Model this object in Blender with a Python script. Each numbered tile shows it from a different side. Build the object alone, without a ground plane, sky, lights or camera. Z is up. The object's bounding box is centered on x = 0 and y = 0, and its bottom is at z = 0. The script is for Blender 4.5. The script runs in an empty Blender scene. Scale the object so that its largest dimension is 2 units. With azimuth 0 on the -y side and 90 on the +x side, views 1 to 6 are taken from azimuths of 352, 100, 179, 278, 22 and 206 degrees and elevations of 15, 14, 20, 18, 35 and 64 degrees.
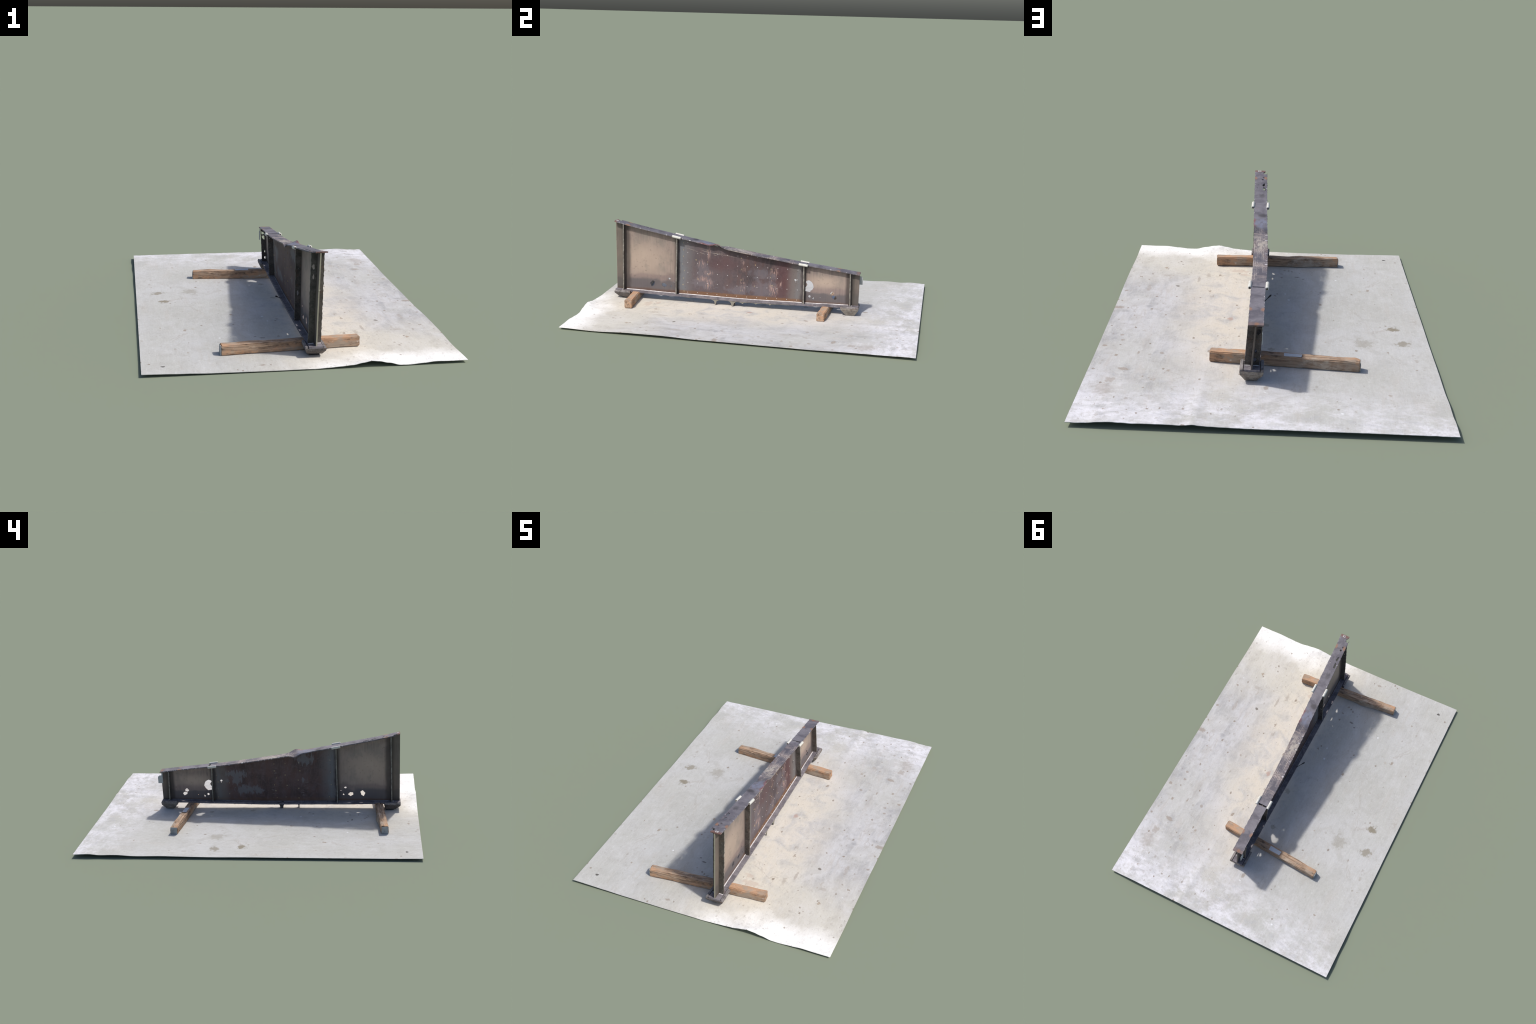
"""Tapered steel plate girder resting on two timber bearers and two end feet,
standing on a thin sheet of worn concrete floor."""
import bpy, bmesh, math, random
from mathutils import Vector, Matrix, noise
from mathutils.geometry import delaunay_2d_cdt

rnd = random.Random(7)
AX = 0.0575                       # x of the girder's bottom axis (origin of its parts)


# ------------------------------------------------------------------ helpers
def lerp_table(t, x):
    if x <= t[0][0]:
        return t[0][1]
    for (a, fa), (b, fb) in zip(t, t[1:]):
        if x <= b:
            k = (x - a) / (b - a)
            return fa + (fb - fa) * k
    return t[-1][1]


def smooth_table(t, x):
    if x <= t[0][0]:
        return t[0][1]
    for (a, fa), (b, fb) in zip(t, t[1:]):
        if x <= b:
            k = (x - a) / (b - a)
            k = k * k * (3 - 2 * k)
            return fa + (fb - fa) * k
    return t[-1][1]


def nz(x, y, z, s=1.0):
    return noise.noise(Vector((x * s, y * s, z * s)))


def sstep(a, b, x):
    k = min(1.0, max(0.0, (x - a) / (b - a)))
    return k * k * (3 - 2 * k)


def make(name, verts, faces, mat, parent=None, smooth=None, loc=(0, 0, 0), bevel=0.0, kind=None):
    me = bpy.data.meshes.new(name)
    me.from_pydata([tuple(v) for v in verts], [], faces)
    bm = bmesh.new()
    bm.from_mesh(me)
    bmesh.ops.recalc_face_normals(bm, faces=bm.faces)
    if bevel:
        es = [e for e in bm.edges if len(e.link_faces) == 2 and e.calc_face_angle(0) > 0.6]
        bmesh.ops.bevel(bm, geom=es, offset=bevel, segments=2, affect='EDGES', profile=0.5, clamp_overlap=True)
    bm.to_mesh(me)
    bm.free()
    me.materials.append(mat)
    ob = bpy.data.objects.new(name, me)
    bpy.context.collection.objects.link(ob)
    ob.location = loc
    if parent:
        ob.parent = parent
    if smooth is not None:
        me.shade_smooth()
        me.set_sharp_from_angle(angle=math.radians(smooth))
    if kind:
        ob["kind"] = kind
    return ob


def plate(outline, holes, t, step):
    """Plate of thickness t in the (a, b) plane, holes cut through, filled with a
    regular lattice of inner points; returns verts (a, b, w) and faces."""
    loops = [outline] + holes
    pts, edges = [], []
    for lp in loops:
        n0 = len(pts)
        pts += [Vector(p) for p in lp]
        edges += [(n0 + i, n0 + (i + 1) % len(lp)) for i in range(len(lp))]
    nb = len(pts)
    a0 = min(p[0] for p in outline); a1 = max(p[0] for p in outline)
    b0 = min(p[1] for p in outline); b1 = max(p[1] for p in outline)

    def inside(p, lp):
        c, j = False, len(lp) - 1
        for i in range(len(lp)):
            if (lp[i][1] > p[1]) != (lp[j][1] > p[1]) and \
               p[0] < (lp[j][0] - lp[i][0]) * (p[1] - lp[i][1]) / (lp[j][1] - lp[i][1]) + lp[i][0]:
                c = not c
            j = i
        return c

    def near(p):
        return any((p - q).length < step * 0.35 for q in pts[:nb])
    na, nbb = int((a1 - a0) / step), int((b1 - b0) / step)
    for i in range(1, na + 1):
        for j in range(1, nbb + 1):
            p = Vector((a0 + (i - .5 + .25 * (j % 2)) * (a1 - a0) / (na + 1), b0 + (j - .5) * (b1 - b0) / (nbb + 1)))
            if inside(p, outline) and not any(inside(p, h) for h in holes) and not near(p):
                pts.append(p)
    vs, es, fs, _, _, _ = delaunay_2d_cdt(pts, edges, [], 0, 1e-6)
    keep = []
    for t_ in fs:                                     # keep the triangles that lie in the plate and in no hole
        c = sum((vs[i] for i in t_), Vector((0, 0))) / len(t_)
        if inside(c, outline) and not any(inside(c, h) for h in holes):
            keep.append(t_)
    fs = keep
    n = len(vs)
    verts = [(v[0], v[1], t / 2) for v in vs] + [(v[0], v[1], -t / 2) for v in vs]
    faces = [tuple(f) for f in fs] + [tuple(i + n for i in reversed(f)) for f in fs]
    cnt = {}
    for f in fs:
        for i in range(len(f)):
            a, b = f[i], f[(i + 1) % len(f)]
            cnt.setdefault((min(a, b), max(a, b)), []).append((a, b))
    for k, l in cnt.items():
        if len(l) == 1:
            a, b = l[0]
            faces.append((b, a, a + n, b + n))
    return verts, faces


def dense(loop, step, rough=0.0, seed=0.0):
    """Resample a closed loop evenly, with a small rough edge."""
    out = []
    for i, p in enumerate(loop):
        q = loop[(i + 1) % len(loop)]
        d = math.dist(p, q)
        m = max(1, round(d / step))
        for k in range(m):
            f = k / m
            a, b = p[0] + (q[0] - p[0]) * f, p[1] + (q[1] - p[1]) * f
            if rough:
                a += rough * nz(a, b, seed, 90)
                b += rough * nz(a, b, seed + 5, 90)
            out.append((a, b))
    return out


def ragged(cy, cz, ry, rz, n=12, seed=0, amt=.18):
    r = random.Random(seed)
    ph = r.random() * 6.28
    out = []
    for i in range(n):
        a = ph + 2 * math.pi * i / n
        k = 1 + amt * (r.random() * 2 - 1)
        out.append((cy + ry * k * math.cos(a), cz + rz * k * math.sin(a)))
    return out


# ------------------------------------------------------------------ node helper
class Mat:
    def __init__(self, name):
        self.m = bpy.data.materials.new(name)
        self.m.use_nodes = True
        self.t = self.m.node_tree
        self.b = self.t.nodes["Principled BSDF"]
        self.co = self.t.nodes.new("ShaderNodeTexCoord").outputs["Object"]
        s = self.t.nodes.new("ShaderNodeSeparateXYZ")
        self.t.links.new(self.co, s.inputs[0])
        self.x, self.y, self.z = s.outputs

    def put(self, sock, v):
        if isinstance(v, bpy.types.NodeSocket):
            self.t.links.new(v, sock)
        elif isinstance(v, tuple) and len(v) == 3 and sock.type == 'RGBA':
            sock.default_value = (*v, 1)
        else:
            sock.default_value = v

    def math(self, op, a, b=0.0, clamp=False):
        n = self.t.nodes.new("ShaderNodeMath")
        n.operation = op
        n.use_clamp = clamp
        self.put(n.inputs[0], a)
        self.put(n.inputs[1], b)
        return n.outputs[0]

    def add(self, a, b): return self.math('ADD', a, b)
    def sub(self, a, b): return self.math('SUBTRACT', a, b)
    def mul(self, a, b): return self.math('MULTIPLY', a, b)
    def mx(self, a, b): return self.math('MAXIMUM', a, b)

    def step(self, v, a, b):
        n = self.t.nodes.new("ShaderNodeMapRange")
        n.interpolation_type = 'SMOOTHSTEP'
        self.put(n.inputs["Value"], v)
        lo, hi, o0, o1 = (a, b, 0., 1.) if a < b else (b, a, 1., 0.)
        n.inputs["From Min"].default_value = lo
        n.inputs["From Max"].default_value = hi
        n.inputs["To Min"].default_value = o0
        n.inputs["To Max"].default_value = o1
        return n.outputs[0]

    def band(self, v, a, b, s):
        return self.mul(self.step(v, a - s, a + s), self.step(v, b + s, b - s))

    def vec(self, scale=(1, 1, 1), off=(0, 0, 0), co=None, rot=(0, 0, 0)):
        n = self.t.nodes.new("ShaderNodeMapping")
        self.put(n.inputs[0], co or self.co)
        n.inputs["Scale"].default_value = scale
        n.inputs["Location"].default_value = off
        n.inputs["Rotation"].default_value = rot
        return n.outputs[0]

    def noise(self, scale, detail=4, rough=.55, co=None, dist=0.0):
        n = self.t.nodes.new("ShaderNodeTexNoise")
        self.put(n.inputs["Vector"], co or self.co)
        n.inputs["Scale"].default_value = scale
        n.inputs["Detail"].default_value = detail
        n.inputs["Roughness"].default_value = rough
        n.inputs["Distortion"].default_value = dist
        return n.outputs["Fac"]

    def voro(self, scale, co=None, feature='F1', rand=1.0):
        n = self.t.nodes.new("ShaderNodeTexVoronoi")
        n.feature = feature
        self.put(n.inputs["Vector"], co or self.co)
        n.inputs["Scale"].default_value = scale
        n.inputs["Randomness"].default_value = rand
        return n

    def mix(self, f, a, b, blend='MIX'):
        n = self.t.nodes.new("ShaderNodeMix")
        n.data_type = 'RGBA'
        n.blend_type = blend
        self.put(n.inputs[0], f)
        self.put(n.inputs[6], a)
        self.put(n.inputs[7], b)
        return n.outputs[2]

    def blob(self, u, v, cu, cv, ru, rv, soft=.35, wob=None, amt=.6):
        """1 inside an ellipse with a noisy border."""
        du = self.math('POWER', self.math('ABSOLUTE', self.mul(self.sub(u, cu), 1 / ru)), 2)
        dv = self.math('POWER', self.math('ABSOLUTE', self.mul(self.sub(v, cv), 1 / rv)), 2)
        d = self.math('SQRT', self.add(du, dv))
        if wob is not None:
            d = self.add(d, self.mul(self.sub(wob, .5), amt))
        return self.step(d, 1 + soft, 1 - soft)

    def done(self, col, rough=.7, spec=.25, bump=None, strength=.3, dist=.002, metallic=0.):
        self.put(self.b.inputs["Base Color"], col)
        self.put(self.b.inputs["Roughness"], rough)
        self.b.inputs["Specular IOR Level"].default_value = spec
        self.b.inputs["Metallic"].default_value = metallic
        if bump is not None:
            n = self.t.nodes.new("ShaderNodeBump")
            n.inputs["Strength"].default_value = strength
            n.inputs["Distance"].default_value = dist
            self.put(n.inputs["Height"], bump)
            self.t.links.new(n.outputs[0], self.b.inputs["Normal"])
        return self.m


# ------------------------------------------------------------------ materials
def mat_concrete():
    m = Mat("worn_concrete")
    x, y = m.x, m.y
    big = m.noise(2.6, 4, .55)
    mid = m.noise(9, 7, .62, dist=.7)
    cloud = m.noise(5.5, 7, .6, co=m.vec((1.3, .8, 1), off=(3, 1, 0)), dist=.5)
    streak = m.noise(7, 7, .65, co=m.vec((2.6, .6, 1), rot=(0, 0, .5)), dist=.8)
    fine = m.noise(110, 6, .72)
    col = m.mix(m.step(big, .35, .65), (.470, .468, .450), (.535, .535, .55))
    col = m.mix(m.mul(m.step(mid, .46, .64), .55), col, (.415, .405, .395))
    col = m.mix(m.mul(m.step(cloud, .50, .30), .50), col, (.595, .595, .61))
    col = m.mix(m.mul(m.step(streak, .52, .70), .40), col, (.455, .415, .38))
    col = m.mix(m.mul(m.step(streak, .46, .28), .40), col, (.60, .60, .60))
    # right side (+x): cloudy grey wear marks
    wear = m.noise(4.5, 7, .66, co=m.vec((1.7, .7, 1)), dist=.4)
    col = m.mix(m.mul(m.mul(m.step(x, .22, .5), m.step(wear, .47, .66)), .80), col, (.335, .335, .345))
    # left side (-x): slightly greenish, smoother
    col = m.mix(m.mul(m.step(x, .0, -.35), .40), col, (.455, .462, .435))
    # overexposed sunlight painted white at the front right corner, creamy toward its border
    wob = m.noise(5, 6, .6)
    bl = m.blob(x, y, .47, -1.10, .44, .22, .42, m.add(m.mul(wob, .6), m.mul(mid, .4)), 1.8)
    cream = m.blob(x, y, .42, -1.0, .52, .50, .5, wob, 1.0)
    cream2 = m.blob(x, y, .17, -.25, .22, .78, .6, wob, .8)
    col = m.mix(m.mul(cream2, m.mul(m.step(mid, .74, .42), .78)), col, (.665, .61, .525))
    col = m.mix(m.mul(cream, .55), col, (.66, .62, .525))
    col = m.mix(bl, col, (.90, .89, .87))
    # soft scoured patches toward the back edge, strongest at the right
    sc = m.add(m.mul(m.noise(5, 4, .6, dist=.2), .55), m.mul(m.noise(24, 6, .68, co=m.vec((1, 1.6, 1), rot=(0, 0, .7))), .45))
    bk = m.mul(m.step(m.add(y, m.mul(x, .12)), .52, 1.0), m.step(sc, .42, .62))
    col = m.mix(m.mul(bk, .80), col, (.77, .765, .82))
    bg = m.mul(m.step(m.add(y, m.mul(x, .25)), .5, .85), m.step(m.noise(15, 7, .68, co=m.vec((1, 2, 1), off=(5, 0, 0), rot=(0, 0, .7)), dist=.3), .52, .68))
    col = m.mix(m.mul(bg, .40), col, (.42, .43, .46))
    blot = m.noise(48, 6, .70, co=m.vec((1, .8, 1), off=(1, 5, 0)))
    col = m.mix(m.mul(m.step(blot, .54, .66), .30), col, (.36, .335, .31))
    col = m.mix(m.mul(m.step(blot, .45, .34), .25), col, (.63, .63, .63))
    fleck = m.noise(85, 3, .6, co=m.vec((1.4, .7, 1), off=(3, 3, 0), rot=(0, 0, .5)))
    col = m.mix(m.mul(m.step(fleck, .66, .72), m.add(.38, m.mul(m.step(x, 0., .4), .25))), col, (.25, .20, .155))
    # small flakes and spots, mostly on the right side
    warp_ = m.noise(70, 5, .70)
    for sc_, size, amount, c in ((24, .22, .14, (.27, .21, .16)), (47, .30, .20, (.22, .17, .13)), (13, .12, .12, (.34, .26, .19))):
        v = m.voro(sc_, m.vec((1, .75, 0), rot=(0, 0, .4)))
        d = m.add(v.outputs["Distance"], m.mul(m.sub(warp_, .5), 1.0))
        pick = m.t.nodes.new("ShaderNodeSeparateColor")
        m.t.links.new(v.outputs["Color"], pick.inputs[0])
        dens = m.add(m.mul(m.step(x, -.05, .45), .13), amount * .75)
        on = m.math('LESS_THAN', pick.outputs[0], dens)
        sz = m.mul(m.add(m.math('POWER', pick.outputs[1], 2.0), .22), size)
        msk = m.step(m.sub(sz, d), -.01, .07)
        op = m.add(.25, m.mul(pick.outputs[2], .5))
        col = m.mix(m.mul(m.mul(msk, on), op), col, c)
    # white drips of paint
    v = m.voro(20, m.vec((1, 1, 0), off=(3, 1, 0)))
    pick = m.t.nodes.new("ShaderNodeSeparateColor")
    m.t.links.new(v.outputs["Color"], pick.inputs[0])
    dens = m.add(.03, m.mul(m.blob(x, y, -.10, -.42, .10, .16, .3), .35))
    msk = m.mul(m.math('LESS_THAN', pick.outputs[0], dens), m.step(m.add(v.outputs["Distance"], m.mul(m.sub(warp_, .5), .5)), .16, .08))
    col = m.mix(m.mul(msk, .7), col, (.80, .82, .86))
    # cracks, scuffs and tyre arcs
    cr = m.voro(1.7, m.vec((1, .55, 0), co=m.co, rot=(0, 0, .3)), 'DISTANCE_TO_EDGE')
    cd = m.add(cr.outputs["Distance"], m.mul(m.sub(m.noise(6, 6, .62), .5), .14))
    ck = m.mul(m.step(m.math('ABSOLUTE', cd), .005, .001), m.step(m.noise(5, 2), .5, .62))
    col = m.mix(m.mul(ck, .30), col, (.30, .25, .21))
    hair = m.noise(10, 8, .75, co=m.vec((5.5, .55, 1), rot=(0, 0, .75)), dist=.4)
    col = m.mix(m.mul(m.step(m.math('ABSOLUTE', m.sub(hair, .5)), .012, .003), .22), col, (.33, .29, .25))
    hair2 = m.noise(8, 8, .7, co=m.vec((4.5, .4, 1), off=(9, 2, 0), rot=(0, 0, -.5)), dist=.3)
    col = m.mix(m.mul(m.step(m.math('ABSOLUTE', m.sub(hair2, .47)), .010, .003), .30), col, (.66, .655, .64))
    # known stains: (x, y, radius x, radius y, opacity, colour)
    brown, grey, dark = (.30, .25, .21), (.30, .30, .315), (.10, .095, .09)
    oil = (.25, .225, .175)
    st = [(-.586, .035, .028, .024, .95, oil), (-.612, .188, .026, .026, .75, oil), (-.434, .203, .036, .04, .40, oil),
          (.586, .543, .022, .014, .7, brown), (.623, .643, .020, .018, .50, brown), (.634, .73, .040, .045, .28, brown),
          (.711, -.102, .022, .014, .7, brown), (.569, -.126, .016, .013, .55, grey), (.67, -.06, .02, .014, .40, grey),
          (.706, -.307, .010, .008, .7, brown), (.461, -.404, .011, .010, .85, (.16, .14, .12)), (.172, -.017, .013, .020, .6, (.42, .27, .22)),
          (-.633, -.912, .009, .008, .95, dark), (-.005, .663, .008, .016, .7, brown), (-.196, -.936, .014, .007, .7, brown),
          (.363, -.509, .007, .040, .5, brown), (.315, -.570, .012, .028, .45, brown), (.53, -.55, .022, .014, .35, brown),
          (.60, -.36, .010, .036, .4, brown), (.633, .26, .009, .008, .7, brown), (.644, .209, .009, .007, .7, brown),
          (.698, .322, .012, .012, .7, brown), (.546, .384, .006, .011, .8, brown), (.445, .379, .008, .010, .6, brown),
          (.008, .035, .018, .018, .5, oil), (-.02, .30, .016, .012, .5, oil), (.155, -.655, .050, .020, .34, (.42, .30, .25)), (.13, -.60, .022, .012, .36, (.42, .30, .25)),
          (-.142, -.595, .016, .006, .7, (.14, .12, .11)), (-.175, -.57, .008, .005, .7, (.14, .12, .11))]
    w2 = m.noise(55, 6, .68)
    for cx, cy, rx, ry, op, c in st:
        col = m.mix(m.mul(m.blob(x, y, cx, cy, rx, ry, .28, w2, 4.0), op), col, c)
    col = m.mix(m.mul(m.step(fine, .50, .75), .16), col, (.25, .24, .23))
    col = m.mix(m.mul(m.step(fine, .48, .30), .14), col, (.72, .72, .72))
    return m.done(col, .9, .1, m.add(fine, m.mul(mid, 2)), .3, .001)


def mat_steel(name, base, dark, light, rust=.25, scale=18, rough=.7):
    m = Mat(name)
    n = m.noise(scale, 7, .65, dist=.5)
    f = m.noise(scale * 7, 5, .65)
    v = m.noise(scale * 2, 6, .7, co=m.vec((1.5, 1.5, .35), off=(1, 7, 2)))
    col = m.mix(m.step(n, .35, .65), dark, base)
    col = m.mix(m.mul(m.step(v, .52, .68), .45), col, dark)
    col = m.mix(m.mul(m.step(f, .52, .70), .5), col, light)
    r = m.mul(m.step(m.noise(scale * 1.7, 6, .68, co=m.vec(off=(4, 2, 1))), .55, .66), rust)
    col = m.mix(r, col, (.20, .085, .04))
    return m.done(col, rough, .3, f, .3, .001)


def mat_end_panel():
    """Brushed mill-scale: warm grey, a duller blue band low down, faint wiping streaks."""
    m = Mat("brushed_mill_scale")
    y, z = m.y, m.z
    cl = m.noise(8, 6, .6, co=m.vec((1, 1, 1.2)), dist=.4)
    br = m.noise(26, 6, .68, co=m.vec((1, 5, .35)))
    fine = m.noise(160, 4, .65)
    col = m.mix(m.step(cl, .35, .65), (.192, .152, .140), (.298, .235, .206))  # base tinted redder, less green, to offset light bounced off the ground
    col = m.mix(m.mul(m.step(br, .45, .68), .40), col, (.345, .295, .245))
    col = m.mix(m.mul(m.step(br, .48, .32), .45), col, (.170, .148, .136))
    warm = m.mx(m.blob(y, z, -.72, .27, .16, .10, .7, cl, 1.2), m.blob(y, z, .42, .20, .10, .035, .7, cl, 1.2))
    col = m.mix(m.mul(warm, .70), col, (.45, .355, .285))
    hz = m.add(z, m.mul(m.sub(cl, .5), .06))
    low = m.band(hz, .072, .138, .014)
    col = m.mix(m.mul(low, .82), col, (.105, .097, .106))
    mauve = m.band(hz, .138, .168, .012)
    col = m.mix(m.mul(mauve, .50), col, (.20, .15, .148))
    # stiffener shadows painted onto the web as dark upright strips
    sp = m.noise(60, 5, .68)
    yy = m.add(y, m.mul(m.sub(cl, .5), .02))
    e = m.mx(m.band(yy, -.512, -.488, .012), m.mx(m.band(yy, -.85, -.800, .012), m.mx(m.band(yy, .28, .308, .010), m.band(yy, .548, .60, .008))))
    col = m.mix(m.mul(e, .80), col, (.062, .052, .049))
    col = m.mix(m.mul(m.step(m.add(z, m.mul(m.sub(cl, .5), .02)), .086, .068), .75), col, (.10, .052, .036))
    gr = m.noise(11, 6, .62, co=m.vec((1, 1, .8), off=(2, 4, 9)))
    col = m.mix(m.mul(m.mul(m.step(gr, .50, .66), m.step(z, .15, .22)), .45), col, (.185, .175, .155))
    over = m.mx(m.step(y, -.838, -.848), m.step(y, .580, .588))
    col = m.mix(m.mul(over, .62), col, (.082, .074, .062))
    col = m.mix(m.step(y, -.8880, -.8890), col, (.36, .335, .26))
    col = m.mix(m.mul(m.step(sp, .58, .68), .45), col, (.12, .10, .088))
    return m.done(col, .6, .3, m.add(fine, br), .15, .001)


def mat_mid_panel(front):
    """Heat-tinted, rusty test panel; the two faces carry different worn patches."""
    m = Mat("heat_tinted_rust_scraped" if front else "heat_tinted_rust_flaked")
    x, y, z = m.x, m.y, m.z
    back = 1.0 - front
    n1 = m.noise(7, 6, .62, dist=.5)
    n2 = m.noise(22, 8, .70, dist=.8)
    n3 = m.noise(95, 5, .68)
    up = m.noise(26, 8, .75, co=m.vec((1, 2.4, .40)))          # ragged vertical streaks
    hair = m.noise(60, 6, .7, co=m.vec((1, 2.6, .5), off=(0, 3, 1), rot=(.25, 0, 0)))
    col = m.mix(m.step(n1, .35, .65), *(((.056, .043, .047), (.098, .070, .073)) if front else ((.066, .044, .044), (.112, .074, .072))))
    col = m.mix(m.mul(m.step(n2, .48, .66), .60), col, (.125, .095, .10))
    col = m.mix(m.mul(m.step(m.noise(15, 7, .68, co=m.vec((1, 1.6, .6), off=(2, 5, 3))), .50, .60), .55), col, (.108, .060, .052))
    col = m.mix(m.mul(m.step(up, .51, .62), .32), col, (.130, .098, .098))
    col = m.mix(m.mul(m.step(m.add(y, m.mul(m.sub(n2, .5), .3)), .02, -.32), front * .5), col, (.135, .112, .120))
    col = m.mix(m.mul(m.step(m.add(y, m.mul(m.sub(n2, .5), .3)), .06, .20), front * .5), col, (.090, .045, .049))
    red = m.mx(m.blob(y, z, .17, .20, .06, .10, .6, n2, 1.4), m.blob(y, z, -.22, .27, .10, .045, .6, n2, 1.4))
    col = m.mix(m.mul(m.mul(red, front), .45), col, (.098, .043, .046))

    def blobs(L, soft, wob, amt):
        mask = None
        for c in L:
            b = m.blob(y, z, *c, soft, wob, amt)
            mask = b if mask is None else m.mx(mask, b)
        return mask
    # blue-grey scale patches, front then back
    fw = m.add(m.mul(n2, .85), m.mul(up, .15))
    f = blobs([(-.335, .245, .040, .035), (-.33, .20, .045, .03), (-.33, .145, .06, .035), (.03, .125, .075, .055), (-.12, .105, .06, .03), (.03, .22, .06, .035)], .45, fw, 5.5)
    col = m.mix(m.mul(f, m.mul(front, .50)), col, (.175, .158, .178))
    bw = m.add(m.mul(up, .75), m.mul(n2, .25))
    b = blobs([(.165, .250, .040, .022), (.125, .245, .045, .025), (.135, .205, .028, .030), (.10, .14, .04, .028), (.05, .140, .065, .026), (-.30, .340, .04, .035), (-.285, .20, .010, .014), (-.02, .135, .012, .008), (.20, .20, .01, .012)], .10, bw, 7.5)
    col = m.mix(m.mul(b, m.mul(back, .72)), col, (.16, .162, .178))
    # temper colours beside the stiffeners
    yy = m.add(y, m.mul(m.sub(n1, .5), .06))
    col = m.mix(m.mul(m.step(yy, -.37, -.46), .62), col, (.185, .185, .192))
    col = m.mix(m.mul(m.band(yy, -.478, -.448, .016), m.mul(m.step(up, .3, .6), .50)), col, (.175, .205, .235))
    col = m.mix(m.mul(m.step(yy, .175, .24), .70), col, (.175, .160, .150))
    col = m.mix(m.mul(m.band(yy, .25, .275, .014), .3), col, (.175, .20, .225))
    # pink scraped-off rust in columns on the front
    pk = blobs([(-.300, .335, .010, .045), (-.335, .165, .032, .016), (-.300, .135, .022, .032), (-.30, .205, .022, .014), (-.345, .26, .02, .02),
                (-.085, .140, .015, .036), (-.09, .285, .010, .014), (-.08, .24, .01, .012), (.105, .235, .020, .028), (.105, .14, .024, .048), (.148, .17, .006, .02), (.10, .19, .012, .02)], .8, n2, 2.6)
    sc = m.step(m.add(m.mul(hair, .6), m.mul(n2, .4)), .47, .55)
    col = m.mix(m.mul(m.mul(pk, front), m.mul(sc, .90)), col, (.37, .25, .222))
    pb = blobs([(-.105, .26, .015, .03), (-.10, .13, .014, .05), (-.105, .19, .018, .02), (-.30, .15, .02, .05), (-.285, .11, .02, .02)], .6, n2, 2.0)
    col = m.mix(m.mul(m.mul(pb, back), m.mul(m.step(m.noise(60, 6, .7, co=m.vec((1, .6, 2.6), rot=(.3, 0, 0))), .52, .60), .55)), col, (.20, .18, .175))
    # rust line along the bottom weld, black corners
    zr = m.add(z, m.mul(m.sub(n2, .5), .014))
    col = m.mix(m.mul(m.mul(m.step(zr, .088, .077), .75), m.math('ADD', .35, front * .65)), col, (.20, .10, .045))
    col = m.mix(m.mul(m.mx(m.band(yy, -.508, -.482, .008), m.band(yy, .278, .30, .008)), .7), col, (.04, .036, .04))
    col = m.mix(m.mul(m.step(n3, .56, .70), .45), col, (.15, .11, .105))
    col = m.mix(m.mul(m.step(n3, .44, .30), .35), col, (.034, .028, .029))
    return m.done(col, .65, .3, m.add(n3, n2), .3, .001)


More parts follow.
